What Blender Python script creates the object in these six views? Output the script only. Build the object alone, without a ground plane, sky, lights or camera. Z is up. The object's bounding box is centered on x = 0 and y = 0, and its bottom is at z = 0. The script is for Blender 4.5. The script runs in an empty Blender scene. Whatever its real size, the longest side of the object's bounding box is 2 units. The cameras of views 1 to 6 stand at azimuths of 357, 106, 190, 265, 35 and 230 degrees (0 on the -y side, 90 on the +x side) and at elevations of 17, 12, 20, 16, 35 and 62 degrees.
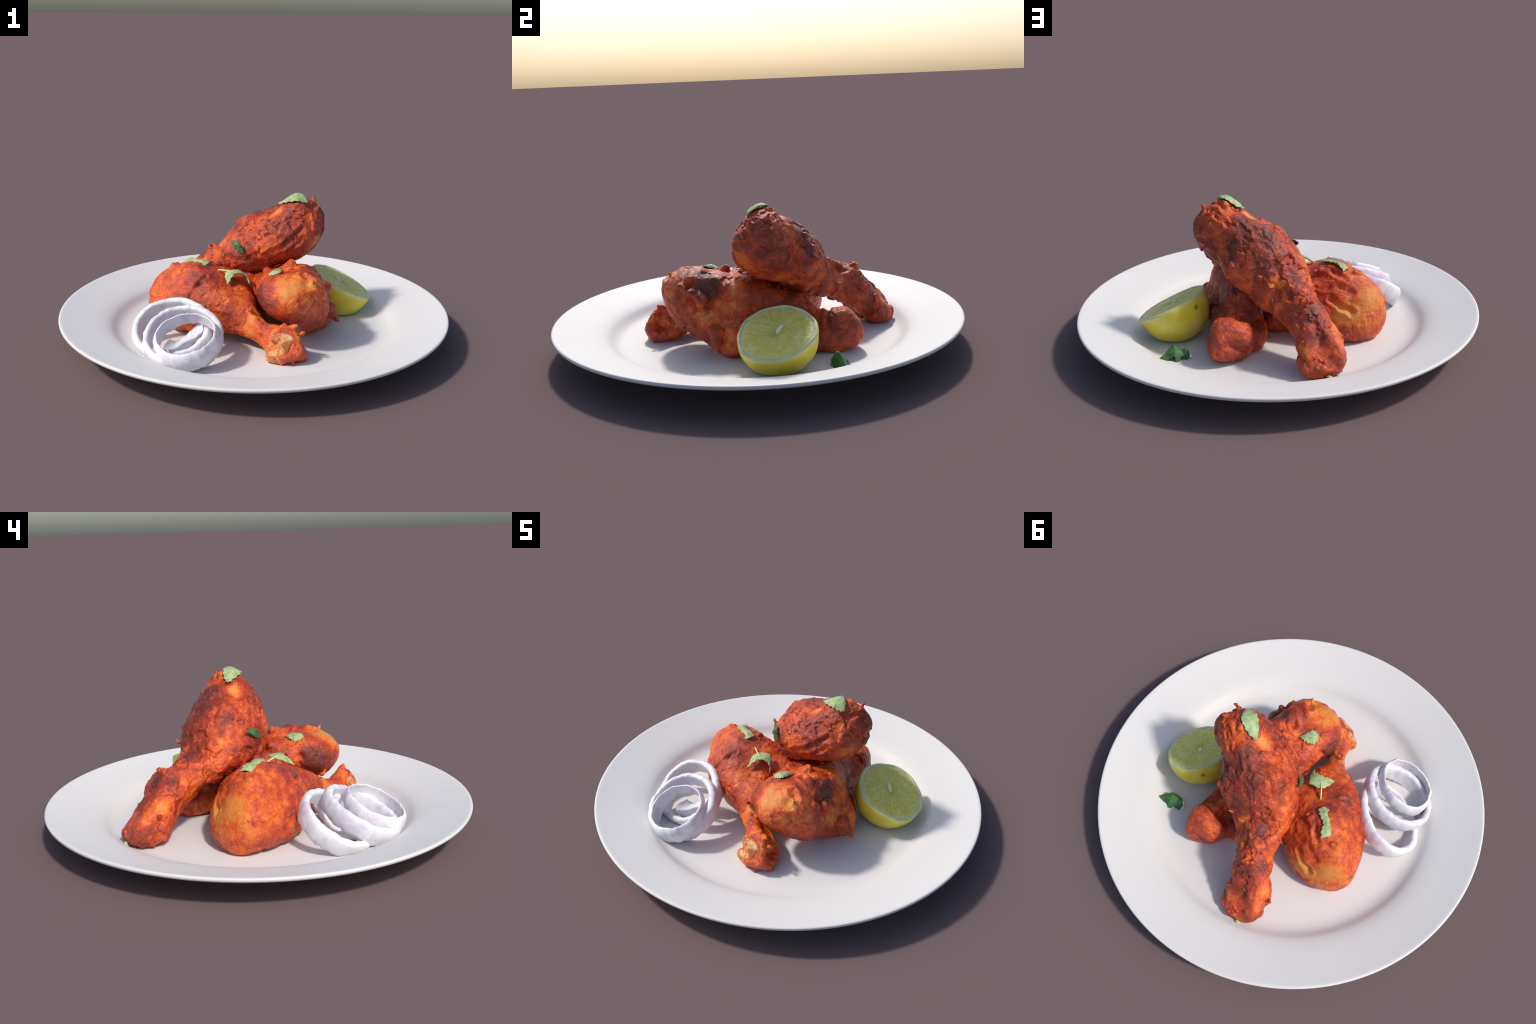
"""A white dinner plate carrying three masala-fried chicken drumsticks, half a lime,
three raw onion rings and a scatter of torn coriander leaves."""
import bpy, bmesh, math
import numpy as np
from mathutils import Vector, Matrix

RNG = np.random.default_rng(11)
FLOOR = 0.033          # height of the plate's well
scene = bpy.context.scene


# ------------------------------------------------------------------ helpers
def link(ob, parent=None):
    scene.collection.objects.link(ob)
    if parent is not None:
        ob.parent = parent
    return ob


def thing(name, label, category, at=(0, 0, 0)):
    ob = bpy.data.objects.new(name, None)
    ob.empty_display_size = 0.05
    ob.location = at
    ob["label"], ob["category"] = label, category
    return link(ob)


def make_mesh(name, verts, faces, mat=None, smooth=True):
    me = bpy.data.meshes.new(name)
    me.from_pydata([tuple(map(float, v)) for v in verts], [], [tuple(map(int, f)) for f in faces])
    me.update()
    if smooth:
        me.polygons.foreach_set("use_smooth", [True] * len(me.polygons))
    if mat:
        me.materials.append(mat)
    return me


def part(name, me, parent, world=False):
    """child object; world=True: the mesh is given in world space, so cancel the parent's place"""
    ob = bpy.data.objects.new(name, me)
    link(ob, parent)
    if world and parent is not None:
        ob.matrix_parent_inverse = Matrix.Translation(-parent.location)
    return ob


def smoothstep(a, b, x):
    t = np.clip((x - a) / (b - a), 0, 1)
    return t * t * (3 - 2 * t)


def grad_noise(p, seed):
    """Perlin gradient noise, vectorised; about -0.7..0.7"""
    r = np.random.default_rng(seed)
    perm = r.permutation(512)
    g = r.normal(size=(512, 3))
    g /= np.linalg.norm(g, axis=1)[:, None]
    i = np.floor(p).astype(int)
    f = p - i
    u = f * f * f * (f * (f * 6 - 15) + 10)
    out = 0
    for dx in (0, 1):
        for dy in (0, 1):
            for dz in (0, 1):
                h = perm[(perm[(perm[(i[:, 0] + dx) & 511] + i[:, 1] + dy) & 511] + i[:, 2] + dz) & 511]
                d = (g[h] * (f - (dx, dy, dz))).sum(1)
                w = np.where(dx, u[:, 0], 1 - u[:, 0]) * np.where(dy, u[:, 1], 1 - u[:, 1]) * np.where(dz, u[:, 2], 1 - u[:, 2])
                out = out + d * w
    return out


def fbm(p, seed, octaves=3, rough=0.5):
    s, a, f = 0, 1.0, 1.0
    for o in range(octaves):
        s = s + a * grad_noise(p * f, seed + o)
        a *= rough
        f *= 2.03
    return s


# ------------------------------------------------------------------ materials
class Nodes:
    def __init__(self, name):
        self.mat = bpy.data.materials.new(name)
        self.mat.use_nodes = True
        self.t = self.mat.node_tree
        self.t.nodes.clear()
        self.out = self.t.nodes.new("ShaderNodeOutputMaterial")

    def n(self, kind, ins=None, **props):
        nd = self.t.nodes.new("ShaderNode" + kind)
        for k, v in props.items():
            setattr(nd, k, v)
        for k, v in (ins or {}).items():
            s = nd.inputs[k]
            if isinstance(v, bpy.types.NodeSocket):
                self.t.links.new(v, s)
            else:
                s.default_value = v
        return nd

    def math(self, op, a, b=0.0, c=0.0, clamp=False):
        return self.n("Math", {0: a, 1: b, 2: c}, operation=op, use_clamp=clamp).outputs[0]

    def noise(self, vec, scale, detail=4, rough=0.55, dist=0.0):
        return self.n("TexNoise", {"Vector": vec, "Scale": scale, "Detail": detail, "Roughness": rough, "Distortion": dist}).outputs["Fac"]

    def ramp(self, fac, stops, interp="LINEAR"):
        nd = self.n("ValToRGB", {"Fac": fac})
        cr = nd.color_ramp
        cr.interpolation = interp
        while len(cr.elements) < len(stops):
            cr.elements.new(0.5)
        for e, (pos, col) in zip(cr.elements, stops):
            e.position = pos
            e.color = tuple(col) + (1,) if len(col) == 3 else col
        return nd.outputs["Color"]

    def mix(self, fac, a, b, blend="MIX"):
        nd = self.n("Mix", data_type="RGBA", blend_type=blend)
        for s, v in ((nd.inputs[0], fac), (nd.inputs[6], a), (nd.inputs[7], b)):
            if isinstance(v, bpy.types.NodeSocket):
                self.t.links.new(v, s)
            else:
                s.default_value = v if not isinstance(v, tuple) else (v + (1,) if len(v) == 3 else v)
        return nd.outputs[2]

    def map_range(self, v, a, b, c, d, smooth=True):
        return self.n("MapRange", {0: v, 1: a, 2: b, 3: c, 4: d}, interpolation_type="SMOOTHSTEP" if smooth else "LINEAR").outputs[0]

    def dist(self, vec, p):
        return self.n("VectorMath", {0: vec, 1: p}, operation="DISTANCE").outputs["Value"]

    def bump(self, height, strength, distance, normal=None):
        ins = {"Height": height, "Strength": strength, "Distance": distance}
        if normal is not None:
            ins["Normal"] = normal
        return self.n("Bump", ins).outputs[0]

    def finish(self, shader):
        self.t.links.new(shader, self.out.inputs[0])
        return self.mat

    def coords(self):
        return self.n("TexCoord").outputs["Object"]

    def warp(self, vec, scale, amount):
        c = self.n("TexNoise", {"Vector": vec, "Scale": scale, "Detail": 3}).outputs["Color"]
        c = self.n("VectorMath", {0: c, 1: (0.5, 0.5, 0.5)}, operation="SUBTRACT").outputs[0]
        c = self.n("VectorMath", {0: c, "Scale": amount}, operation="SCALE").outputs[0]
        return self.n("VectorMath", {0: vec, 1: c}, operation="ADD").outputs[0]


def chicken_material(name, patches, seed_shift, base=0.47):
    """Fried spiced skin.  One value runs from bare golden skin (0) through orange and brick
    red to dark masala crust (1); patches push it up or down around given places."""
    m = Nodes(name)
    co = m.coords()
    sh = m.n("VectorMath", {0: co, 1: (seed_shift, seed_shift * 0.7, -seed_shift)}, operation="ADD").outputs[0]
    big = m.noise(sh, 6.0, 3, 0.5, 0.5)
    mid = m.noise(sh, 21.0, 5, 0.6, 0.8)
    fine = m.noise(sh, 75.0, 4, 0.65, 0.3)
    grain = m.noise(sh, 230.0, 2, 0.6)
    v = m.math("MULTIPLY_ADD", m.math("SUBTRACT", big, 0.5), 1.35, base)
    v = m.math("MULTIPLY_ADD", m.math("SUBTRACT", mid, 0.5), 1.2, v)
    v = m.math("MULTIPLY_ADD", m.math("SUBTRACT", fine, 0.5), 0.42, v)
    v = m.math("MULTIPLY_ADD", m.math("SUBTRACT", grain, 0.5), 0.22, v)
    wco = m.warp(m.warp(co, 14.0, 0.10), 55.0, 0.022)
    for p, r, amount in patches:
        d = m.dist(wco, p)
        v = m.math("ADD", v, m.map_range(d, r * 0.3, r * 1.15, amount * (0.8 if amount < 0 else 1.0), 0.0))
    col = m.ramp(v, [(0.0, (0.74, 0.265, 0.04)), (0.16, (0.77, 0.20, 0.025)), (0.33, (0.75, 0.125, 0.014)),
                     (0.48, (0.58, 0.070, 0.012)), (0.64, (0.42, 0.045, 0.012)), (0.82, (0.27, 0.032, 0.012)), (1.0, (0.155, 0.024, 0.013))])
    # ground spice: scattered near-black specks and a few ochre seeds
    vor = m.n("TexVoronoi", {"Vector": sh, "Scale": 48.0}, feature="F1")
    pick = m.math("GREATER_THAN", m.n("TexWhiteNoise", {"Vector": vor.outputs["Color"]}).outputs["Value"], 0.80)
    dots = m.math("MULTIPLY", m.map_range(vor.outputs["Distance"], 0.10, 0.24, 1, 0), pick)
    col = m.mix(m.math("MULTIPLY", dots, 0.55), col, (0.05, 0.018, 0.014))
    vor2 = m.n("TexVoronoi", {"Vector": sh, "Scale": 61.0}, feature="F1")
    pick2 = m.math("GREATER_THAN", m.n("TexWhiteNoise", {"Vector": vor2.outputs["Color"]}).outputs["Value"], 0.90)
    dots2 = m.math("MULTIPLY", m.map_range(vor2.outputs["Distance"], 0.10, 0.25, 1, 0), pick2)
    col = m.mix(m.math("MULTIPLY", dots2, 0.6), col, (0.75, 0.28, 0.05))
    # tiny paler warm flecks scattered over the skin colour
    fleck = m.map_range(m.noise(sh, 130.0, 3, 0.6, 0.6), 0.60, 0.72, 0, 1)
    fleck = m.math("MULTIPLY", fleck, m.map_range(mid, 0.42, 0.6, 0.15, 0.5))
    col = m.mix(fleck, col, (0.80, 0.26, 0.09))
    wr = m.noise(m.n("VectorMath", {0: sh, 1: (1.0, 1.0, 1.7)}, operation="MULTIPLY").outputs[0], 95.0, 4, 0.6, 1.4)
    nrm = m.bump(wr, 0.7, 0.005)
    nrm = m.bump(grain, 0.5, 0.002, nrm)
    bs = m.n("BsdfPrincipled", {"Base Color": col, "Roughness": m.map_range(mid, 0.3, 0.7, 0.28, 0.48), "Normal": nrm,
                                "Specular IOR Level": 0.5})
    return m.finish(bs.outputs[0])


def bone_material():
    m = Nodes("bone_end")
    co = m.coords()
    a = m.noise(co, 30.0, 4, 0.6, 0.5)
    b = m.noise(co, 110.0, 3, 0.6)
    v = m.math("MULTIPLY_ADD", m.math("SUBTRACT", b, 0.5), 0.4, a)
    col = m.ramp(v, [(0.3, (0.80, 0.55, 0.30)), (0.43, (0.74, 0.38, 0.14)), (0.54, (0.62, 0.20, 0.06)), (0.68, (0.36, 0.07, 0.03))])
    bs = m.n("BsdfPrincipled", {"Base Color": col, "Roughness": 0.5, "Normal": m.bump(b, 0.3, 0.003), "Specular IOR Level": 0.35})
    return m.finish(bs.outputs[0])


def porcelain_material():
    m = Nodes("white_porcelain")
    co = m.coords()
    col = m.mix(m.noise(co, 5.0, 3), (0.715, 0.688, 0.668), (0.745, 0.723, 0.706))
    bs = m.n("BsdfPrincipled", {"Base Color": col, "Roughness": 0.5, "Specular IOR Level": 0.3})
    return m.finish(bs.outputs[0])


def lime_peel_material():
    m = Nodes("lime_peel")
    co = m.coords()
    n1 = m.noise(co, 9.0, 3)
    pores = m.noise(co, 120.0, 2, 0.5)
    col = m.ramp(n1, [(0.3, (0.66, 0.545, 0.035)), (0.5, (0.75, 0.625, 0.06)), (0.7, (0.79, 0.69, 0.18))])
    z = m.n("SeparateXYZ", {"Vector": co}).outputs["Z"]
    col = m.mix(m.map_range(z, -0.022, -0.004, 0, 0.55), col, (0.66, 0.68, 0.33))
    col = m.mix(m.map_range(m.dist(m.warp(co, 60.0, 0.01), LIME_BLEMISH), 0.007, 0.022, 1.0, 0.0), col, (0.20, 0.04, 0.01))
    bs = m.n("BsdfPrincipled", {"Base Color": col, "Roughness": 0.45, "Normal": m.bump(pores, 0.25, 0.003),
                                "Specular IOR Level": 0.35})
    return m.finish(bs.outputs[0])


def lime_flesh_material():
    """juice sacs radiate from the core: noise that varies fast with angle and slowly with radius"""
    m = Nodes("lime_flesh")
    co = m.coords()
    xyz = m.n("SeparateXYZ", {"Vector": co})
    x, y = xyz.outputs["X"], xyz.outputs["Y"]
    r = m.math("MAXIMUM", m.math("SQRT", m.math("ADD", m.math("MULTIPLY", x, x), m.math("MULTIPLY", y, y))), 0.004)
    vec = m.n("CombineXYZ", {"X": m.math("DIVIDE", x, r), "Y": m.math("DIVIDE", y, r), "Z": m.math("MULTIPLY", r, 5.0)}).outputs[0]
    streak = m.noise(vec, 7.0, 4, 0.55, 0.3)
    cloud = m.noise(co, 14.0, 3)
    v = m.math("MULTIPLY_ADD", m.math("SUBTRACT", cloud, 0.5), 0.45, streak)
    col = m.ramp(v, [(0.3, (0.66, 0.565, 0.065)), (0.48, (0.73, 0.635, 0.12)), (0.62, (0.78, 0.71, 0.23)), (0.78, (0.85, 0.81, 0.44))])
    ang = m.math("ARCTAN2", y, x)
    seg = m.math("ABSOLUTE", m.math("SINE", m.math("MULTIPLY_ADD", ang, 4.5, m.math("MULTIPLY", cloud, 1.2))))
    vein = m.math("MULTIPLY", m.map_range(seg, 0.0, 0.14, 0.2, 0.0), m.map_range(r, 0.015, 0.05, 0, 1))
    col = m.mix(vein, col, (0.74, 0.77, 0.40))
    col = m.mix(m.map_range(r, 0.012, 0.05, 0.6, 0), col, (0.60, 0.58, 0.05))
    col = m.mix(m.map_range(r, 0.142, 0.163, 0, 0.6), col, (0.72, 0.76, 0.46))
    bs = m.n("BsdfPrincipled", {"Base Color": col, "Roughness": 0.4, "Normal": m.bump(streak, 0.45, 0.005),
                                "Specular IOR Level": 0.3})
    return m.finish(bs.outputs[0])


def plain_material(name, c1, c2, scale=30.0, rough=0.5, bump=0.2, trans=0.0):
    m = Nodes(name)
    co = m.coords()
    n = m.noise(co, scale, 4, 0.6)
    col = m.mix(m.map_range(n, 0.35, 0.65, 0, 1), c1, c2)
    bs = m.n("BsdfPrincipled", {"Base Color": col, "Roughness": rough, "Normal": m.bump(n, bump, 0.004), "Specular IOR Level": 0.35})
    sh = bs.outputs[0]
    if trans:
        tr = m.n("BsdfTranslucent", {"Color": col})
        sh = m.n("MixShader", {0: trans, 1: sh, 2: tr.outputs[0]}).outputs[0]
    return m.finish(sh)


def onion_material():
    m = Nodes("raw_onion")
    co = m.coords()
    n = m.noise(co, 9.0, 4, 0.6, 0.6)
    f = m.noise(co, 60.0, 3)
    col = m.ramp(n, [(0.34, (0.78, 0.785, 0.79)), (0.5, (0.77, 0.755, 0.785)), (0.62, (0.66, 0.59, 0.69)), (0.76, (0.77, 0.69, 0.72))])
    bs = m.n("BsdfPrincipled", {"Base Color": col, "Roughness": 0.42, "Normal": m.bump(f, 0.3, 0.004), "Specular IOR Level": 0.35})
    return m.finish(bs.outputs[0])


def leaf_material(name, face, vein, dark):
    m = Nodes(name)
    co = m.coords()
    n = m.noise(co, 35.0, 4, 0.6)
    f = m.noise(co, 140.0, 3, 0.6, 0.8)
    v = m.math("MULTIPLY_ADD", m.math("SUBTRACT", f, 0.5), 0.6, n)
    col = m.ramp(v, [(0.3, dark), (0.48, face), (0.72, vein)])
    bs = m.n("BsdfPrincipled", {"Base Color": col, "Roughness": 0.5, "Normal": m.bump(f, 0.4, 0.003), "Specular IOR Level": 0.3})
    tr = m.n("BsdfTranslucent", {"Color": col})
    return m.finish(m.n("MixShader", {0: 0.15, 1: bs.outputs[0], 2: tr.outputs[0]}).outputs[0])


# ------------------------------------------------------------------ splitting one smooth surface into parts
def split_surface(verts, faces, normals, groups, mats, names, parent):
    """faces: (F,4) array; groups: part index per face.  Border vertices coincide and every
    part keeps the whole surface's vertex normals."""
    for gi, (nm, mat) in enumerate(zip(names, mats)):
        fs = faces[groups == gi]
        used, inv = np.unique(fs.ravel(), return_inverse=True)
        keep = inv.reshape(fs.shape)
        quads = [tuple(dict.fromkeys(q)) for q in keep.tolist()]
        me = make_mesh(nm, verts[used], quads, mat)
        me.normals_split_custom_set_from_vertices([tuple(map(float, n)) for n in normals[used]])
        part(nm, me, parent, world=True)


# ------------------------------------------------------------------ the plate
def build_plate():
    plate = thing("dinner_plate", "round white porcelain dinner plate with wide sloping rim", "plate")
    # (radius, height) from the middle of the well, over the lip, round below to the foot and back
    profile = [(0.0, .031), (.2, .031), (.4, .0315), (.55, .032), (.62, .033), (.655, .0345), (.672, .0385), (.690, .0425), (.708, .052), (.722, .063),
               (.735, .074), (.748, .0815), (.765, .0885), (.79, .0975), (.84, .1095), (.90, .1235), (.95, .1355), (.978, .1425), (.989, .1452), (.996, .1445), (.9995, .141),
               (1.0, .135), (.997, .128), (.988, .123), (.96, .113), (.90, .095), (.84, .077), (.79, .062), (.755, .049), (.725, .035), (.70, .021), (.682, .009),
               (.672, .004), (.664, 0.0), (.648, 0.0), (.640, .004), (.636, .010), (.60, .012), (.3, .0125), (0.0, .0125)]
    prof = [profile[0]]
    for a, b in zip(profile, profile[1:]):
        prof += [((a[0] + b[0]) / 2, (a[1] + b[1]) / 2), b]
    prof = np.array(prof)
    for _ in range(2):
        prof[1:-1] = prof[1:-1] * 0.5 + (prof[:-2] + prof[2:]) * 0.25
    prof[:, 1] -= prof[:, 1].min()
    n, k = 288, len(prof)
    th = np.linspace(0, 2 * np.pi, n, endpoint=False)
    verts = np.stack([prof[:, None, 0] * np.cos(th), prof[:, None, 0] * np.sin(th), np.repeat(prof[:, 1:2], n, 1)], -1).reshape(-1, 3)
    verts[:, :2] *= 1.0 / np.abs(verts[:, 0]).max()
    i, j = np.meshgrid(np.arange(k - 1), np.arange(n), indexing="ij")
    j2 = (j + 1) % n
    faces = np.stack([i * n + j, i * n + j2, (i + 1) * n + j2, (i + 1) * n + j], -1).reshape(-1, 4)[:, ::-1]
    d = np.gradient(prof, axis=0)
    d[0] = (1, 0)
    d[-1] = (-1, 0)
    nr = np.stack([-d[:, 1], d[:, 0]], -1)
    nr /= np.linalg.norm(nr, axis=1)[:, None]
    normals = np.stack([nr[:, None, 0] * np.cos(th), nr[:, None, 0] * np.sin(th), np.repeat(nr[:, 1:2], n, 1)], -1).reshape(-1, 3)
    # merge the pole rings to one vertex each
    faces = np.where(faces < n, 0, faces)
    faces = np.where(faces >= (k - 1) * n, (k - 1) * n, faces)
    fc = np.repeat(np.arange(k - 1), n)
    lip = prof[:, 0].argmax()
    well_end = int(np.where((prof[:lip, 0] > 0.70))[0][0])
    foot = int(np.where((prof[:, 0] < 0.70) & (np.arange(k) > lip))[0][0])
    groups = np.where(fc < well_end, 0, np.where(fc < foot, 1, 2))
    mat = porcelain_material()
    split_surface(verts, faces, normals, groups, [mat] * 3, ["well", "rim", "foot_ring"], plate)


# ------------------------------------------------------------------ drumsticks
def cardinal(rows, s):
    """Catmull-Rom through evenly spaced rows, s in 0..1"""
    rows = np.array(rows, float)
    n = len(rows)
    x = s * (n - 1)
    j = np.minimum(x.astype(int), n - 2)
    f = (x - j)[:, None]
    g = lambda o: rows[np.clip(j + o, 0, n - 1)]
    return g(-1) * (-.5 * f + f * f - .5 * f ** 3) + g(0) * (1 - 2.5 * f * f + 1.5 * f ** 3) + g(1) * (.5 * f + 2 * f * f - 1.5 * f ** 3) + g(2) * (-.5 * f * f + .5 * f ** 3)


def axes_of(a, b):
    a, b = np.array(a), np.array(b)
    d = b - a
    L = np.linalg.norm(d)
    d = d / L
    s = np.cross(d, (0, 0, 1))
    s /= np.linalg.norm(s)
    return a, d, L, s, np.cross(s, d)


def loft(spec, ns=72, nt=72):
    """Body of revolution with shifted, flattened, slightly three-cornered sections.  Each station:
    radius, shift sideways, shift up, flattening (2), three-cornered swelling (2)."""
    a, d, L, s, u = axes_of(spec["thick_end"], spec["bone_end"])
    t = (1 - np.cos(np.linspace(0, np.pi, ns))) / 2
    th = np.linspace(0, 2 * np.pi, nt, endpoint=False)
    H = np.stack([np.ones_like(th), np.cos(th), np.sin(th), np.cos(2 * th), np.sin(2 * th), np.cos(3 * th), np.sin(3 * th)])
    cap = np.sqrt(np.clip(1 - np.abs(2 * t - 1) ** np.where(t < 0.5, 2.7, 3.6), 0, 1))
    K = cardinal(spec["stations"], t)
    shape = [0, 3, 4, 5, 6]
    r = K[:, shape] @ H[shape] * cap[:, None]
    mid = a + t[:, None] * L * d + K[:, 1:2] * s + K[:, 2:3] * u
    P = mid[:, None, :] + r[..., None] * (np.cos(th)[:, None] * s + np.sin(th)[:, None] * u)
    return P


def add_loft(bm, P):
    ns, nt = P.shape[:2]
    c0, c1 = bm.verts.new(P[0].mean(0)), bm.verts.new(P[-1].mean(0))
    rings = [[bm.verts.new(p) for p in P[i]] for i in range(1, ns - 1)]
    for r0, r1 in zip(rings, rings[1:]):
        for j in range(nt):
            bm.faces.new((r0[j], r0[(j + 1) % nt], r1[(j + 1) % nt], r1[j]))
    for j in range(nt):
        bm.faces.new((c0, rings[0][(j + 1) % nt], rings[0][j]))
        bm.faces.new((c1, rings[-1][j], rings[-1][(j + 1) % nt]))


def add_blob(bm, a, b, ra, rb, flat=1.0):
    """tapered rounded rod from a to b (a scrap of skin, a knob, a torn tip); flat thins it across"""
    a, b = np.array(a, float), np.array(b, float)
    d = b - a
    L = np.linalg.norm(d)
    d = d / max(L, 1e-6)
    s = np.cross(d, (0.31, 0.2, 0.93))
    s /= np.linalg.norm(s)
    u = np.cross(s, d)
    k, n = 13, 14
    rows = []
    for i in range(k):
        f = i / (k - 1)
        r = ra + (rb - ra) * f
        x = -ra + (L + ra + rb) * f
        e = math.sqrt(max(1 - abs(2 * f - 1) ** 4, 0.0)) if 0 < i < k - 1 else 0.02
        rows.append([a + d * x + r * e * (math.cos(t) * s + flat * math.sin(t) * u) for t in np.linspace(0, 2 * math.pi, n, endpoint=False)])
    add_loft(bm, np.array(rows))


def remeshed(bm, voxel):
    """union of everything in bm as one even quad skin -> (verts, quads)"""
    bmesh.ops.recalc_face_normals(bm, faces=bm.faces)
    me = bpy.data.meshes.new("tmp")
    bm.to_mesh(me)
    bm.free()
    ob = link(bpy.data.objects.new("tmp", me))
    md = ob.modifiers.new("Remesh", "REMESH")
    md.mode, md.voxel_size = "VOXEL", voxel
    bpy.context.view_layer.update()
    dg = bpy.context.evaluated_depsgraph_get()
    out = bpy.data.meshes.new_from_object(ob.evaluated_get(dg))
    v = np.empty(len(out.vertices) * 3)
    out.vertices.foreach_get("co", v)
    loops = np.empty(len(out.loops), int)
    out.loops.foreach_get("vertex_index", loops)
    bpy.data.objects.remove(ob)
    bpy.data.meshes.remove(me)
    bpy.data.meshes.remove(out)
    return v.reshape(-1, 3), loops.reshape(-1, 4)


def edges_of(F):
    e = np.concatenate([F[:, [0, 1]], F[:, [1, 2]], F[:, [2, 3]], F[:, [3, 0]]])
    return np.unique(np.sort(e, 1), axis=0)


def relax(V, E, times, k=0.5):
    n = len(V)
    deg = np.bincount(E.ravel(), minlength=n)[:, None]
    for _ in range(times):
        S = np.stack([np.bincount(E[:, 0], V[E[:, 1], c], n) + np.bincount(E[:, 1], V[E[:, 0], c], n) for c in range(3)], 1)
        V = V * (1 - k) + k * S / deg
    return V


def vertex_normals(V, F):
    fn = np.cross(V[F[:, 2]] - V[F[:, 0]], V[F[:, 3]] - V[F[:, 1]])
    N = np.zeros_like(V)
    for c in range(4):
        for k in range(3):
            N[:, k] += np.bincount(F[:, c], fn[:, k], len(V))
    return N / (np.linalg.norm(N, axis=1)[:, None] + 1e-12)


def seg_dist(V, pts):
    best = np.full(len(V), 9.0)
    for a, b in zip(pts, pts[1:]):
        a, b = np.array(a), np.array(b)
        ab = b - a
        t = np.clip(((V - a) @ ab) / (ab @ ab), 0, 1)
        best = np.minimum(best, np.linalg.norm(V - a - t[:, None] * ab, axis=1))
    return best


def build_drumstick(spec):
    root = thing("chicken_drumstick", spec["label"], "fried chicken")
    bm = bmesh.new()
    add_loft(bm, loft(spec))
    for sc in spec["scraps"]:
        add_blob(bm, *sc)
    V, F = remeshed(bm, 0.0036)
    E = edges_of(F)
    V = relax(V, E, 3)
    a, d, L, s, u = axes_of(spec["thick_end"], spec["bone_end"])
    sd = spec["seed"]
    N = vertex_normals(V, F)
    wob = np.stack([grad_noise(V * 26 + 7, sd + 40), grad_noise(V * 26 - 5, sd + 41), grad_noise(V * 26 + 3, sd + 42)], 1) * 0.022
    Vw = V + wob
    # crust plateaus: raised islands of clinging masala, thick where the patches say so
    isl = fbm(V * 11, sd, 4, 0.55)
    for p, r, amount in spec["patches"]:
        isl = isl + np.sign(amount) * 0.45 * (1 - smoothstep(r * 0.35, r * 1.1, np.linalg.norm(Vw - p, axis=1)))
    crust = smoothstep(-0.02, 0.08, isl)
    h = 0.007 * (crust - 0.5) - 0.0012
    h += 0.010 * fbm(V * 15, sd + 3, 2)
    along = (V - a) @ d
    flow = np.stack([along * 12, (V - a) @ s * 24, (V - a) @ u * 24], 1) + wob * 38
    h += 0.0105 * (0.22 - np.abs(grad_noise(flow, sd + 9))) * (0.35 + 0.65 * crust)
    h += 0.0040 * (0.3 - np.abs(fbm(Vw * 40, sd + 12, 2))) * (0.15 + 0.85 * crust)
    h += 0.0018 * fbm(V * 105, sd + 15, 2) * (0.25 + 0.75 * crust)
    h *= spec.get("rough", 1.0)
    for p, r, depth in spec["dents"]:
        h -= depth * np.exp(-(np.linalg.norm(Vw - p, axis=1) / r) ** 2)
    for pts, w, depth in spec["creases"]:
        q = seg_dist(V + wob * 0.5, pts) / w
        h += depth * (-np.exp(-q ** 2) + 0.55 * np.exp(-((q - 1.9) / 0.8) ** 2))
    V = V + N * h[:, None]
    V = relax(V, E, 1, 0.3)
    low = FLOOR - 0.001
    V[:, 2] = np.where(V[:, 2] < low, low + 0.05 * (V[:, 2] - low), V[:, 2])
    N = vertex_normals(V, F)
    f = ((V[F].mean(1) - a) @ d) / L
    groups = (f > spec["neck"]).astype(int)
    split_surface(V, F, N, groups, [spec["material"]] * 2, ["meat", "shank"], root)
    if spec.get("bone"):
        bm = bmesh.new()
        for sc in spec["bone"]:
            add_blob(bm, *sc)
        V, F = remeshed(bm, 0.003)
        E = edges_of(F)
        V = relax(V, E, 5)
        N = vertex_normals(V, F)
        V = V + N * (0.003 * fbm(V * 50, 77, 2))[:, None]
        V[:, 2] = np.maximum(V[:, 2], low)
        part("bone", make_mesh("bone", V, F, bone_material()), root, world=True)
    return root


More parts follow.
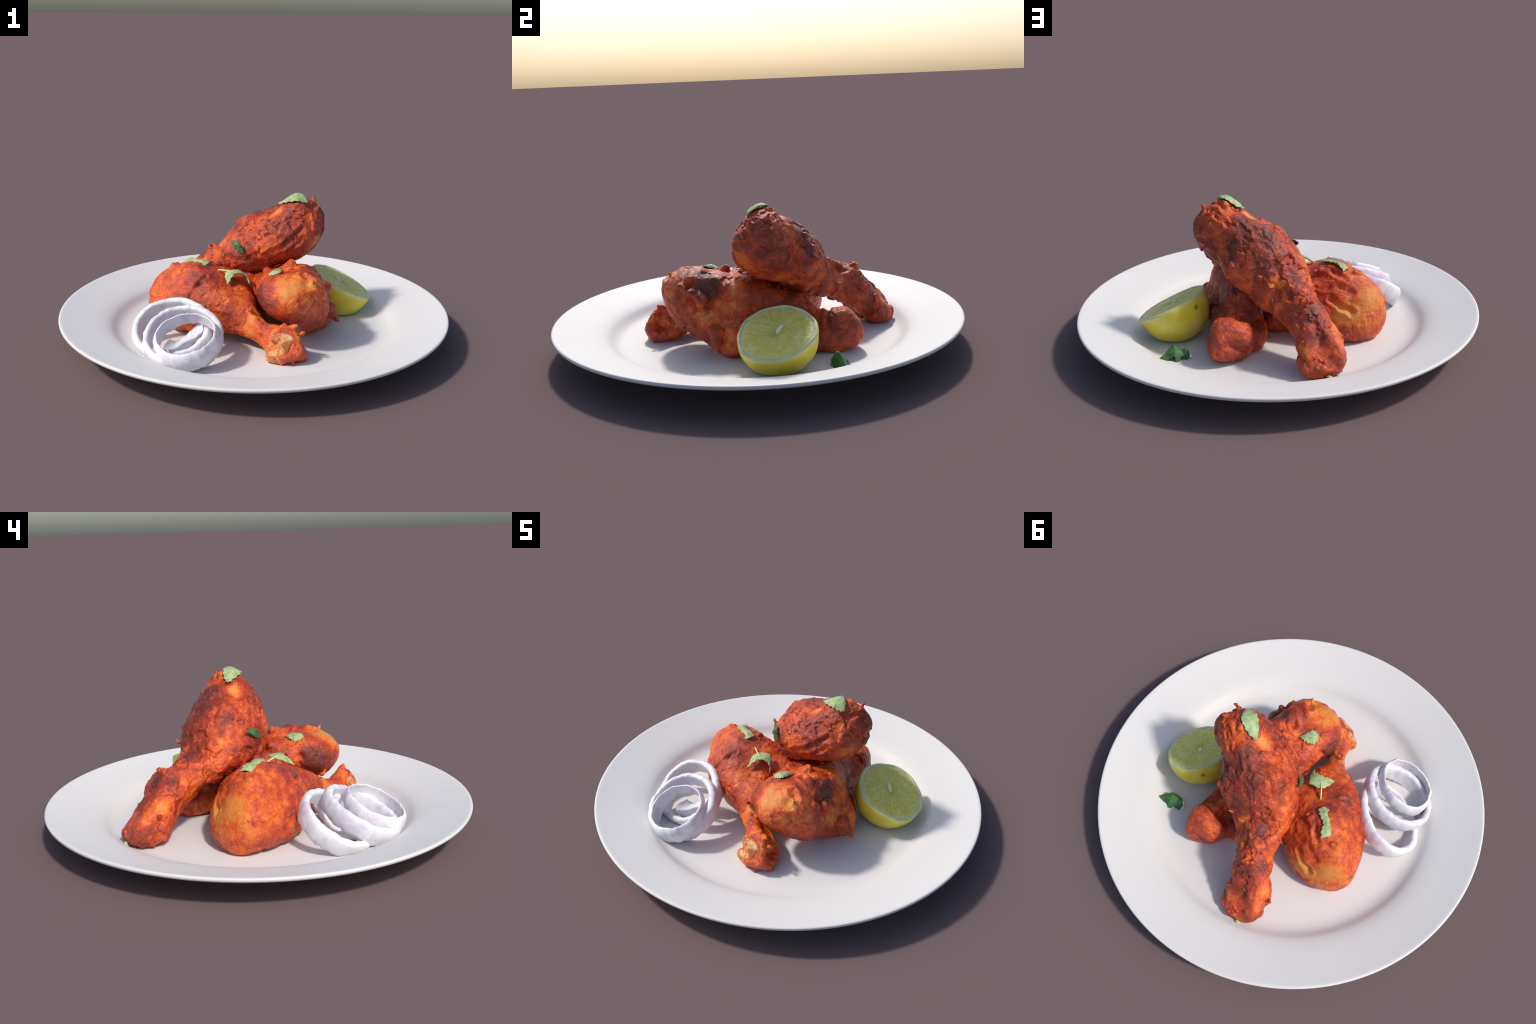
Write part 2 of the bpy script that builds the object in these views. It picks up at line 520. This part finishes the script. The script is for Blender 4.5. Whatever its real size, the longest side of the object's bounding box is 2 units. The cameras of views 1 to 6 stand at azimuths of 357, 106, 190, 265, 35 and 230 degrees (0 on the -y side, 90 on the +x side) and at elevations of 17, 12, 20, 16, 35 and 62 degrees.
TOP = dict(
    label="large crusted orange-red chicken drumstick leaning on the others", seed=100, neck=0.62,
    thick_end=(0.315, 0.043, 0.626), bone_end=(-0.429, 0.549, 0.097),
    stations=[(0.266, 0.029, 0.006, -0.001, 0.018, 0.015, -0.011),
              (0.210, -0.004, -0.023, 0.010, 0.008, -0.002, -0.008),
              (0.183, -0.034, -0.022, 0.020, 0.010, -0.015, 0.001),
              (0.175, -0.045, -0.010, 0.023, 0.001, 0.003, -0.011),
              (0.151, -0.053, -0.019, 0.019, -0.010, -0.006, -0.004),
              (0.099, -0.043, -0.036, 0.027, -0.027, 0.001, -0.003),
              (0.096, 0.001, -0.009, -0.002, 0.000, -0.003, 0.003),
              (0.100, 0.028, -0.019, 0.003, -0.007, 0.003, 0.002),
              (0.128, 0.046, -0.049, 0.017, -0.020, 0.012, -0.011),
              (0.130, 0.056, -0.027, 0.020, -0.015, 0.020, -0.021)],
    scraps=[((.313, .150, .660), (.323, .168, .690), .013, .004), ((.325, .075, .645), (.342, .080, .662), .024, .010),
            ((.150, .315, .460), (.149, .342, .452), .024, .013), ((-.215, .258, .335), (-.245, .262, .318), .020, .006),
            ((-.385, .460, .190), (-.397, .467, .194), .010, .007), ((-.20, .440, .318), (-.212, .462, .345), .026, .018),
            ((-.225, .425, .320), (-.232, .440, .345), .020, .012), ((.215, .150, .675), (.250, .125, .705), .022, .012),
            ((.01, .370, .415), (.018, .382, .430), .016, .006),
            ((-.105, .228, .472), (-.100, .238, .482), .018, .017),
            ((-.080, .278, .350), (-.20, .366, .296), .072, .062)],
    dents=[((.17, .28, .53), .10, .016), ((.34, -.04, .56), .07, -.014), ((-.02, .13, .575), .06, -.012), ((.176, .300, .520), .026, .022), ((.246, -.028, .565), .018, .012), ((.122, -.060, .515), .016, .009), ((-.110, .385, .315), .022, .012),
           ((-.215, .600, .120), .020, .012), ((.285, .10, .67), .018, .012), ((.24, .270, .515), .024, .012), ((-.06, .01, .455), .010, .012)],
    creases=[([(.03, .20, .61), (-.03, .17, .585), (-.07, .20, .545)], .012, .007), ([(.27, .17, .66), (.20, .22, .62), (.14, .28, .55)], .012, .008),
             ([(-.05, .35, .41), (-.11, .38, .36), (-.16, .42, .31)], .013, .009), ([(.24, -.03, .57), (.16, -.06, .49), (.05, -.05, .43)], .012, .007),
             ([(.29, .22, .53), (.24, .27, .48), (.16, .26, .41)], .014, .007), ([(.10, .02, .60), (.02, .03, .55), (-.04, .03, .50)], .011, .006)],
    patches=[((.063, .192, .625), .11, .26), ((-.01, .20, .57), .10, .16), ((-.01, .294, .511), .12, .16), ((-.274, .454, .31), .09, .26), ((-.128, .315, .392), .06, .20),
             ((.185, .316, .466), .09, .16), ((-.147, .133, .471), .085, -.34), ((.104, .095, .632), .06, -.34), ((.108, .061, .621), .05, -.24),
             ((.266, -.001, .617), .04, -.34), ((-.116, .066, .48), .055, -.26), ((.22, .135, .396), .085, -.46), ((.322, .037, .465), .07, -.34),
             ((-.063, .361, .393), .045, -.42), ((-.098, .40, .301), .05, -.42), ((-.077, .36, .389), .05, -.2), ((-.355, .445, .219), .05, -.32),
             ((-.217, .598, .163), .045, -.36), ((-.322, .559, .161), .06, -.08), ((.189, .29, .523), .03, -.3), ((.368, .147, .503), .05, .2),
             ((.13, -.05, .50), .11, .12), ((-.4, .57, .12), .09, -.06), ((.25, .10, .68), .05, .12)])

LEFT = dict(
    label="smooth orange-red chicken drumstick showing its pale knuckle bone", seed=200, neck=0.60, rough=0.5,
    thick_end=(-0.431, 0.231, 0.201), bone_end=(0.186, -0.538, 0.085),
    stations=[(0.297, 0.080, -0.052, -0.010, 0.030, -0.009, -0.011),
              (0.235, 0.041, -0.012, 0.011, 0.002, -0.010, -0.019),
              (0.200, 0.012, 0.028, 0.028, -0.019, -0.023, -0.022),
              (0.176, 0.002, 0.047, 0.035, -0.029, -0.025, -0.007),
              (0.137, 0.021, 0.052, 0.023, -0.018, -0.018, 0.008),
              (0.093, 0.017, 0.055, 0.001, -0.017, -0.008, 0.012),
              (0.052, 0.012, 0.030, -0.011, -0.013, -0.001, 0.002),
              (0.066, -0.016, 0.006, 0.004, 0.008, -0.006, -0.007),
              (0.111, -0.020, 0.004, 0.008, -0.003, -0.002, -0.023),
              (0.143, -0.027, 0.003, 0.008, -0.003, 0.021, -0.024)],
    scraps=[((.135, -.42, .165), (.183, -.455, .207), .030, .013), ((.18, -.44, .065), (.218, -.466, .042), .030, .018), ((.19, -.43, .10), (.232, -.45, .09), .024, .010), ((.12, -.43, .19), (.10, -.455, .185), .022, .012), ((.19, -.45, .155), (.222, -.474, .182), .020, .009), ((.155, -.49, .050), (.165, -.524, .038), .020, .009), ((.10, -.50, .05), (.109, -.52, .036), .014, .006),
            ((.175, -.455, .12), (.215, -.45, .12), .020, .010), ((-.32, -.005, .345), (-.31, .04, .35), .025, .022), ((-.425, .075, .335), (-.40, .085, .345), .018, .016),
            ((-.03, -.305, .235), (-.025, -.318, .246), .014, .010), ((-.24, .075, .345), (-.27, .085, .345), .024, .018),
            ((-.14, -.03, .235), (-.03, .015, .228), .095, .090)],
    dents=[((-.37, -.08, .20), .13, -.022), ((-.22, -.16, .17), .07, -.012), ((.205, -.445, .135), .050, .042), ((-.282, -.138, .311), .016, .020), ((.118, -.512, .112), .052, .034), ((.075, -.49, .11), .045, .014), ((-.386, .208, .221), .02, .014), ((-.30, .06, .355), .014, .012), ((-.36, -.02, .345), .014, .010)],
    creases=[([(-.30, .20, .25), (-.35, .215, .22), (-.40, .228, .20)], .014, .009), ([(-.33, .17, .31), (-.39, .18, .275)], .016, .006),
             ([(-.25, -.11, .335), (-.29, -.14, .305), (-.33, -.17, .24)], .011, .009), ([(-.22, .07, .355), (-.28, .09, .355), (-.36, .13, .32)], .012, .009),
             ([(-.05, -.27, .26), (-.02, -.31, .24), (.02, -.33, .20)], .010, .008)],
    patches=[((-.161, -.129, .323), .13, .16), ((-.255, -.087, .345), .11, .14), ((-.25, .03, .36), .10, .10), ((-.317, -.132, .301), .06, -.10), ((-.411, -.05, .296), .09, -.16),
             ((-.487, .153, .27), .13, -.26), ((-.50, .06, .22), .12, -.14), ((-.51, .013, .225), .06, .02), ((-.54, .109, .203), .025, .20), ((-.55, .062, .199), .045, .14),
             ((-.555, .093, .122), .09, -.14), ((-.386, .23, .21), .11, -.28), ((-.46, .162, .289), .09, -.14), ((-.361, .247, .176), .07, -.16),
             ((-.106, -.282, .21), .07, .10), ((-.041, -.337, .137), .06, -.18), ((-.05, -.24, .27), .06, .14), ((.02, -.44, .12), .04, .02), ((.16, -.45, .17), .05, .12), ((.2, -.46, .07), .05, .12)],
    bone=[((.082, -.468, .153), (.155, -.480, .150), .030, .024), ((.064, -.478, .064), (.096, -.496, .060), .034, .025), ((.118, -.468, .140), (.114, -.478, .080), .040, .033)])

RIGHT = dict(
    label="rounded chicken drumstick with torn skin and dark patches", seed=300, neck=0.58, rough=0.62,
    thick_end=(0.205, -0.429, 0.284), bone_end=(0.182, 0.552, 0.116),
    stations=[(0.185, -0.037, 0.032, 0.019, 0.011, 0.003, 0.008),
              (0.204, -0.013, 0.022, 0.027, -0.007, -0.010, 0.004),
              (0.164, -0.009, 0.025, 0.004, -0.018, -0.027, 0.015),
              (0.160, 0.008, 0.015, -0.010, -0.034, -0.028, 0.016),
              (0.146, 0.060, -0.007, -0.006, -0.046, -0.023, -0.003),
              (0.119, 0.013, -0.019, -0.004, -0.034, -0.008, -0.014),
              (0.109, -0.044, -0.022, 0.005, -0.024, 0.006, -0.021),
              (0.098, -0.027, -0.036, 0.018, -0.007, 0.005, -0.020),
              (0.120, -0.026, -0.026, 0.008, 0.009, -0.010, -0.024),
              (0.128, -0.014, -0.020, -0.013, 0.010, -0.011, -0.026)],
    scraps=[((.250, -.320, .370), (.264, -.347, .395), .036, .014), ((.39, -.08, .14), (.440, -.077, .080), .040, .009), ((.085, -.09, .34), (.060, -.072, .362), .030, .020),
            ((.03, -.15, .325), (.012, -.145, .328), .020, .006), ((.310, -.255, .330), (.328, -.276, .352), .034, .014), ((.340, -.17, .30), (.352, -.215, .325), .030, .014, .5),
            ((.17, -.11, .392), (.185, -.10, .402), .030, .022), ((.18, -.06, .275), (.11, .05, .250), .105, .092), ((.08, -.08, .25), (.045, .04, .235), .085, .092), ((.20, .08, .235), (.165, .23, .20), .085, .072),
            ((.065, .26, .10), (.060, .345, .085), .066, .058), ((.155, .445, .150), (.095, .435, .140), .084, .066), ((-.01, .05, .10), (-.02, .09, .085), .085, .075)],
    dents=[((.345, -.19, .19), .10, -.045), ((.245, .22, .285), .06, .006), ((.020, -.205, .312), .020, .026), ((.375, -.194, .246), .022, .022), ((.248, -.362, .398), .026, .016), ((.335, -.05, .27), .022, .014), ((.362, -.24, .254), .016, .014),
           ((.318, -.237, .366), .020, .014), ((.375, -.155, .24), .018, .014), ((.093, .35, .182), .022, .014)],
    creases=[([(.20, -.17, .40), (.26, -.22, .386), (.32, -.23, .35)], .014, .012), ([(.22, -.30, .41), (.29, -.35, .39), (.33, -.36, .33)], .013, .010),
             ([(.30, -.11, .36), (.335, -.06, .29), (.34, -.04, .22)], .013, .010), ([(.36, -.20, .31), (.38, -.18, .24), (.37, -.15, .19)], .013, .012),
             ([(.13, .38, .20), (.20, .40, .19), (.25, .38, .17)], .012, .010)],
    patches=[((.106, -.384, .364), .09, -.26), ((.131, -.371, .392), .08, -.22), ((.237, -.365, .396), .055, -.34), ((.13, -.291, .411), .09, -.24), ((.178, -.145, .399), .08, -.28),
             ((.215, -.096, .391), .05, .08), ((.018, -.27, .28), .09, .30), ((.047, -.382, .27), .10, .24), ((.194, -.395, .232), .10, .10), ((.293, -.15, .395), .09, .20),
             ((.328, -.143, .308), .08, .18), ((.345, -.16, .36), .06, .14), ((.385, -.19, .24), .035, -.3), ((.318, -.237, .364), .035, -.22), ((.37, -.163, .243), .06, -.28),
             ((.315, -.11, .341), .07, .20), ((.273, .061, .292), .09, .22), ((.377, -.121, .231), .05, -.26), ((.2, .2, .25), .13, .20), ((.063, .37, .16), .10, .22),
             ((.14, .511, .16), .12, .13), ((.238, .474, .139), .08, .16), ((.08, .50, .08), .07, .1)])


# ------------------------------------------------------------------ lime
LIME_C, LIME_N, LIME_R, LIME_D = np.array((0.491, 0.223, 0.200)), np.array((0.434, -0.049, 0.899)), 0.179, 0.200
_n = LIME_N / np.linalg.norm(LIME_N)
_a = np.cross((0, 0, 1), _n)
_a /= np.linalg.norm(_a)
_b = np.cross(_n, _a)
LIME_M = Matrix(((_a[0], _b[0], _n[0], LIME_C[0]), (_a[1], _b[1], _n[1], LIME_C[1]), (_a[2], _b[2], _n[2], LIME_C[2]), (0, 0, 0, 1)))
LIME_BLEMISH = tuple(LIME_M.inverted() @ Vector((0.329, 0.319, 0.225)))


def polar(rows, closed_end=True):
    """rows: list of (ring of points); last row collapses to a point when closed_end"""
    n = len(rows[0])
    verts = [p for r in rows for p in r]
    faces = []
    for i in range(len(rows) - 1):
        for j in range(n):
            faces.append((i * n + j, i * n + (j + 1) % n, (i + 1) * n + (j + 1) % n, (i + 1) * n + j))
    if closed_end:
        verts.append(np.mean(rows[-1], 0))
        k = (len(rows) - 1) * n
        for j in range(n):
            faces.append((k + j, k + (j + 1) % n, len(verts) - 1))
    return np.array(verts), faces


def build_lime():
    root = thing("lime_half", "halved yellow-green lime lying cut face up", "fruit")
    root.matrix_world = LIME_M
    Mi = np.array(LIME_M)
    n = 128
    th = np.linspace(0, 2 * np.pi, n, endpoint=False)
    ring = lambda r, z: np.stack([r * np.cos(th), r * np.sin(th), np.full(n, z) if np.isscalar(z) else z], -1)
    wav = 0.0025 * np.sin(3 * th + 1) + 0.002 * np.sin(5 * th) + 0.0012 * np.sin(11 * th + 2)
    R = LIME_R + wav
    rows = [ring(R * 0.965, 0.001), ring(R * 0.985, 0.0015), ring(R * 0.997, -0.001)]
    for f in np.linspace(0.04, math.pi / 2 - 0.03, 40):
        rows.append(ring(R * math.cos(f) ** (2 / 2.13), -LIME_D * math.sin(f) ** (2 / 2.13)))
    V, F = polar(rows)
    d = V / np.linalg.norm(V, axis=1)[:, None]
    V = V + d * (0.003 * fbm(V * 14, 5, 2))[:, None] * smoothstep(-0.002, -0.03, V[:, 2])[:, None]
    W = V @ Mi[:3, :3].T + Mi[:3, 3]          # settle on the plate: the underside is pressed flat
    low = FLOOR + 0.0005
    W[:, 2] = np.where(W[:, 2] < low + 0.012, low + 0.012 * np.exp((np.minimum(W[:, 2], low + 0.012) - low - 0.012) / 0.012), W[:, 2])
    V = (W - Mi[:3, 3]) @ Mi[:3, :3]
    part("peel", make_mesh("peel", V, [f[::-1] for f in F], lime_peel_material()), root)
    pith = plain_material("lime_pith", (0.64, 0.63, 0.30), (0.74, 0.74, 0.46), 40.0, 0.5)
    inner = 0.93 + 0.012 * np.sin(9 * th + 0.5) + 0.008 * np.sin(14 * th)
    V, F = polar([ring(R * 0.972, 0.0005), ring(R * 0.962, 0.0035), ring(R * (inner + 0.012), 0.0035), ring(R * inner, 0.0015), ring(R * (inner - 0.02), -0.002)], False)
    part("pith", make_mesh("pith", V, F, pith), root)
    rows = []
    for q in np.linspace(0.94, 0.02, 42):
        r = R * q
        x, y = r * np.cos(th), r * np.sin(th)
        z = 0.0035 * (1 - q * q) - 0.012 * math.exp(-(q / 0.12) ** 2) - 0.004 * smoothstep(0.86, 0.94, np.array([q]))[0]
        z = z + 0.0028 * grad_noise(np.stack([np.cos(th) * 9, np.sin(th) * 9, np.full(n, q * 3)], -1), 31) * min(1, q * 4) + 0.0016 * grad_noise(np.stack([x * 60, y * 60, x * 0], -1), 33)
        rows.append(ring(r, z))
    V, F = polar(rows)
    part("flesh", make_mesh("flesh", V, F, lime_flesh_material()), root)
    core = plain_material("lime_core", (0.78, 0.80, 0.58), (0.86, 0.87, 0.74), 60.0, 0.45)
    seed_at = np.array(LIME_M.inverted() @ Vector((0.457, 0.243, 0.222)))
    bm = bmesh.new()
    c0 = np.array((0.0, 0.0, -0.006))
    dirn = seed_at - c0
    dirn[2] = 0
    dirn /= np.linalg.norm(dirn)
    add_blob(bm, c0 + dirn * 0.004, c0 + dirn * 0.024 + (0, 0, 0.008), 0.008, 0.011, 0.9)
    add_blob(bm, c0 + dirn * 0.022 + (0, 0, 0.010), c0 + dirn * 0.044 + (0, 0, 0.014), 0.012, 0.006, 0.7)
    V, F = remeshed(bm, 0.002)
    V = relax(V, edges_of(F), 3)
    part("core", make_mesh("core", V, F, core), root)


# ------------------------------------------------------------------ onion
def onion_ring(mat, centre, normal, ra, rb, width, thick, seed, flare=0.0, taper=None, span=(0, 2 * math.pi), wob=0.006, drop=None):
    """A ring cut from an onion layer: a band that runs down from the upper edge.
    width(t), thick(t): band height and thickness at angle t, where t=0 is sideways and t=pi/2 the high side."""
    n0 = np.array(normal, float)
    n0 /= np.linalg.norm(n0)
    a = np.cross((0, 0, 1), n0)
    a /= np.linalg.norm(a)
    b = np.cross(n0, a)
    full = abs(span[1] - span[0]) > 6.28
    nt, k = 160, 20
    t = np.linspace(span[0], span[1], nt, endpoint=not full)
    sec = np.linspace(0, 2 * np.pi, k, endpoint=False)
    rows = []
    edge = np.stack([np.cos(t) * 4, np.sin(t) * 4, np.full(nt, seed * 1.7)], -1)
    up = wob * (fbm(edge, seed, 3, 0.7))
    dn = wob * 1.4 * fbm(edge * 1.3 + 5, seed + 5, 3, 0.7)
    rad = wob * 1.1 * grad_noise(edge * 0.6 + 9, seed + 8)
    for i in range(nt):
        radial = math.cos(t[i]) * a * ra + math.sin(t[i]) * b * rb
        rl = np.linalg.norm(radial)
        radial = radial / rl
        w, th = width(t[i]), thick(t[i])
        ring = []
        for q in sec:
            cq, sq = math.cos(q), math.sin(q)
            y = math.copysign(abs(sq) ** 0.6, sq)          # +1 upper edge .. -1 lower edge
            x = math.copysign(abs(cq) ** 0.8, cq)
            g = (1 - y) / 2                                    # 0 at the top, 1 at the bottom
            off = flare * 4 * g * (1 - g) * w + rad[i] + (taper(t[i]) * g if taper else 0)
            p = np.array(centre) + radial * (rl - th / 2 + off + x * th / 2 * (1 - 0.25 * g)) - n0 * (g * (w + dn[i]) - up[i])
            if drop:
                p = p + np.array(drop(t[i], g))
            ring.append(p)
        rows.append(ring)
    V = np.array(rows).reshape(-1, 3)
    V = V + np.stack([grad_noise(V * 30, seed + s) for s in (1, 2, 3)], 1) * 0.0035 + np.stack([grad_noise(V * 75, seed + s) for s in (4, 5, 6)], 1) * 0.0010
    low = FLOOR + 0.0008
    V[:, 2] = np.where(V[:, 2] < low, low + 0.3 * (V[:, 2] - low), V[:, 2])
    faces = []
    for i in range(nt if full else nt - 1):
        for j in range(k):
            i2 = (i + 1) % nt
            faces.append((i * k + j, i * k + (j + 1) % k, i2 * k + (j + 1) % k, i2 * k + j))
    if not full:
        faces.append(tuple(range(k))[::-1])
        faces.append(tuple((nt - 1) * k + j for j in range(k)))
    return make_mesh("onion_ring", V, [f[::-1] for f in faces], mat)


def build_onions():
    mat = onion_material()
    lab = ["small white raw onion ring standing in front", "middle white raw onion ring with lilac edge", "large thin white raw onion ring at back"]
    dip = lambda t: 0.5 - 0.5 * math.sin(t)          # 1 at the low side, 0 at the high side
    specs = [
        ((-.343, -.498, .192), (-.174, -.366, .914), .148, .141, lambda t: .064 + .046 * dip(t), lambda t: .014 + .006 * dip(t), 3, 0.10, dict(taper=lambda t: .010 * dip(t))),
        ((-.359, -.440, .174), (-.134, -.440, .888), .192, .189, lambda t: .088 + .014 * dip(t), lambda t: .040 + .006 * math.cos(t), 14, 0.06, dict(taper=lambda t: -.006)),
        ((-.421, -.318, .160), (-.244, -.512, .824), .210, .182, lambda t: .094, lambda t: .040 + .004 * math.sin(2 * t), 27, 0.05, dict(taper=lambda t: -.010))]
    for lb, (c, n, ra, rb, w, t, sd, fl, kw) in zip(lab, specs):
        ob = bpy.data.objects.new("onion_ring", onion_ring(mat, c, n, ra, rb, w, t, sd, fl, **kw))
        ob["label"], ob["category"] = lb, "onion"
        link(ob)
    strip = [[(-.262, -.225, .155), (-.258, -.26, .140), (-.258, -.290, .115)], [(-.30, -.250, .120), (-.30, -.285, .105), (-.30, -.320, .082)],
             [(-.345, -.280, .085), (-.345, -.325, .070), (-.345, -.365, .052)], [(-.39, -.300, .064), (-.40, -.348, .054), (-.40, -.395, .045)],
             [(-.43, -.310, .080), (-.447, -.35, .074), (-.450, -.390, .064)]]
    ob = bpy.data.objects.new("onion_strip", leaf_mesh(strip, mat, 90, thick=0.024, serration=0.005))
    ob["label"], ob["category"] = "loose curved strip of raw onion inside the rings", "onion"
    link(ob)


# ------------------------------------------------------------------ coriander
def leaf_mesh(rows, mat, seed, thick=0.0035, serration=0.0035, stem=None, stem_mat=None):
    """rows: cross-rows of 3D points from one end to the other, each swept smoothly; ends may repeat a point"""
    rows = [np.array(r, float) for r in rows]
    nv, nu = 15, 41
    t = np.linspace(0, 1, nv)
    cross = np.array([cardinal(r, t) if len(r) > 2 else r[0] + (r[1] - r[0]) * t[:, None] for r in rows])   # rows x nv x 3
    s = np.linspace(0, 1, nu)
    G = np.stack([cardinal(cross[:, j], s) for j in range(nv)], 1)       # nu x nv x 3
    du = np.gradient(G, axis=0)
    dv = np.gradient(G, axis=1)
    nrm = np.cross(du, dv)
    nrm /= np.linalg.norm(nrm, axis=2)[..., None] + 1e-9
    r = np.random.default_rng(seed)
    saw = np.abs(((s * 6.5 + r.random()) % 1) - 0.35) * 2
    for j, sg in ((0, -1), (nv - 1, 1)):
        e = G[:, j] - G[:, nv // 2]
        e /= np.linalg.norm(e, axis=1)[:, None] + 1e-9
        wgt = np.clip(1 - np.abs(np.arange(nv) - j) / 4.0, 0, 1)
        G += (serration * (saw - 0.5))[:, None, None] * wgt[None, :, None] * e[:, None, :]
    flat = G.reshape(-1, 3)
    G = G + nrm * (0.004 * grad_noise(flat * 45, seed) + 0.0012 * grad_noise(flat * 130, seed + 1)).reshape(nu, nv, 1)
    vein = np.exp(-((t - 0.5) / 0.07) ** 2) + 0.4 * np.exp(-(((t[None, :] - 0.5).__abs__() * 3 + s[:, None] * 5) % 1 - 0.5) ** 2 / 0.01)
    G = G + nrm * (0.0016 * vein)[..., None]
    edge = np.clip(np.minimum(np.minimum(np.arange(nv), np.arange(nv)[::-1])[None, :], np.minimum(np.arange(nu), np.arange(nu)[::-1])[:, None]), 0, 1)
    half = thick * (0.25 + 0.25 * edge)[..., None]
    top, bot = (G + nrm * half).reshape(-1, 3), (G - nrm * half).reshape(-1, 3)
    V = np.concatenate([top, bot])
    idx = np.arange(nu * nv).reshape(nu, nv)
    Q = np.stack([idx[:-1, :-1], idx[1:, :-1], idx[1:, 1:], idx[:-1, 1:]], -1).reshape(-1, 4)
    faces = Q.tolist() + (Q[:, ::-1] + nu * nv).tolist()
    loop = list(idx[0, :]) + list(idx[1:, -1]) + list(idx[-1, -2::-1]) + list(idx[-2:0:-1, 0])
    for p, q in zip(loop, loop[1:] + loop[:1]):
        faces.append([p, q, q + nu * nv, p + nu * nv])
    me = make_mesh("coriander_leaf", V, faces, mat)
    return me


def build_leaves():
    pale = leaf_material("coriander_underside", (0.40, 0.52, 0.24), (0.52, 0.64, 0.36), (0.26, 0.38, 0.13))
    deep = leaf_material("coriander_top_side", (0.05, 0.17, 0.05), (0.10, 0.27, 0.09), (0.02, 0.085, 0.03))
    stalk = plain_material("coriander_stalk", (0.62, 0.60, 0.20), (0.55, 0.60, 0.25), 60.0, 0.5)
    leaves = [
        ("pale green torn coriander leaf on top drumstick", pale, [
            [(.127, .122, .664), (.127, .119, .664), (.128, .116, .664)],
            [(.165, .135, .680), (.168, .105, .693), (.168, .076, .680)],
            [(.210, .135, .710), (.212, .095, .720), (.216, .046, .694)],
            [(.238, .125, .716), (.246, .090, .718), (.256, .043, .688)],
            [(.255, .110, .706), (.268, .088, .706), (.280, .056, .684)]]),
        ("curled coriander leaf with stalk on left drumstick", pale, [
            [(-.026, -.126, .305), (-.028, -.121, .306), (-.031, -.116, .307)],
            [(-.040, -.108, .338), (-.046, -.088, .342), (-.056, -.066, .338)],
            [(-.068, -.104, .356), (-.077, -.075, .359), (-.089, -.040, .354)],
            [(-.105, -.118, .356), (-.121, -.098, .360), (-.141, -.066, .354)],
            [(-.125, -.143, .336), (-.137, -.125, .342), (-.152, -.105, .343)],
            [(-.138, -.158, .314), (-.140, -.156, .315), (-.142, -.154, .316)]]),
        ("folded coriander leaf with ragged tips on left drumstick", pale, [
            [(-.228, .026, .379), (-.236, -.004, .378), (-.272, -.022, .362)],
            [(-.262, .044, .384), (-.272, .022, .385), (-.292, .002, .370)],
            [(-.300, .058, .384), (-.310, .040, .388), (-.326, .022, .366)],
            [(-.322, .085, .382), (-.336, .060, .384), (-.350, .026, .352)],
            [(-.346, .110, .360), (-.364, .075, .364), (-.374, .030, .332)]]),
        ("small pale coriander leaf on right drumstick", pale, [
            [(.134, -.158, .386), (.134, -.160, .386), (.134, -.162, .386)],
            [(.104, -.158, .390), (.112, -.190, .402), (.122, -.222, .398)],
            [(.070, -.178, .378), (.082, -.206, .396), (.098, -.238, .394)],
            [(.056, -.202, .366), (.062, -.216, .376), (.069, -.230, .380)]]),
        ("small dark green coriander leaf on top drumstick", deep, [
            [(-.050, -.012, .436), (-.053, -.014, .440), (-.052, -.011, .444)],
            [(-.074, -.004, .434), (-.081, -.001, .454), (-.074, .006, .474)],
            [(-.098, .022, .450), (-.104, .026, .470), (-.096, .034, .488)],
            [(-.116, .052, .474), (-.119, .054, .478), (-.117, .058, .482)]]),
        ("folded dark green coriander leaf on the plate", deep, [
            [(.466, .530, .046), (.464, .528, .050), (.461, .526, .044)],
            [(.452, .492, .038), (.436, .502, .072), (.436, .528, .034)],
            [(.426, .455, .040), (.412, .474, .100), (.402, .512, .056)],
            [(.404, .444, .044), (.396, .472, .090), (.380, .524, .034)],
            [(.384, .446, .062), (.374, .468, .072), (.366, .496, .052)],
            [(.362, .444, .044), (.356, .462, .076), (.350, .492, .036)],
            [(.340, .455, .040), (.336, .466, .050), (.334, .480, .036)]]),
        ("tiny green leaf tip beside the shank", pale, [
            [(-.325, .610, .060), (-.325, .614, .062), (-.325, .618, .060)],
            [(-.338, .610, .062), (-.340, .619, .066), (-.342, .628, .058)],
            [(-.356, .606, .050), (-.358, .612, .050), (-.360, .618, .046)]])]
    for i, (lb, mat, rows) in enumerate(leaves):
        ob = bpy.data.objects.new("coriander_leaf", leaf_mesh(rows, mat, 60 + i, serration=0.012 if i == 5 else 0.006))
        ob["label"], ob["category"] = lb, "herb"
        link(ob)
        if i == 1:
            bm = bmesh.new()
            add_blob(bm, (-.186, -.026, .350), (-.150, -.060, .357), .0045, .0055)
            add_blob(bm, (-.150, -.060, .357), (-.110, -.095, .361), .0050, .0030)
            V, F = remeshed(bm, 0.0015)
            part("stalk", make_mesh("stalk", relax(V, edges_of(F), 3), F, stalk), ob)
        if i == 5:
            bm = bmesh.new()
            add_blob(bm, (.352, .455, .050), (.332, .470, .042), .014, .009, 0.5)
            V, F = remeshed(bm, 0.002)
            part("white_tip", make_mesh("white_tip", relax(V, edges_of(F), 3), F, plain_material("onion_scrap", (0.80, 0.80, 0.82), (0.86, 0.86, 0.88), 40.0)), ob)


# ------------------------------------------------------------------ build
build_plate()
TOP["material"] = chicken_material("masala_crust_heavy", TOP["patches"], 3.1, 0.57)
LEFT["material"] = chicken_material("masala_crust_light", LEFT["patches"], 11.7, 0.47)
RIGHT["material"] = chicken_material("masala_crust_dark", RIGHT["patches"], 23.3, 0.54)
for sp in (TOP, LEFT, RIGHT):
    build_drumstick(sp)
build_lime()
build_onions()
build_leaves()
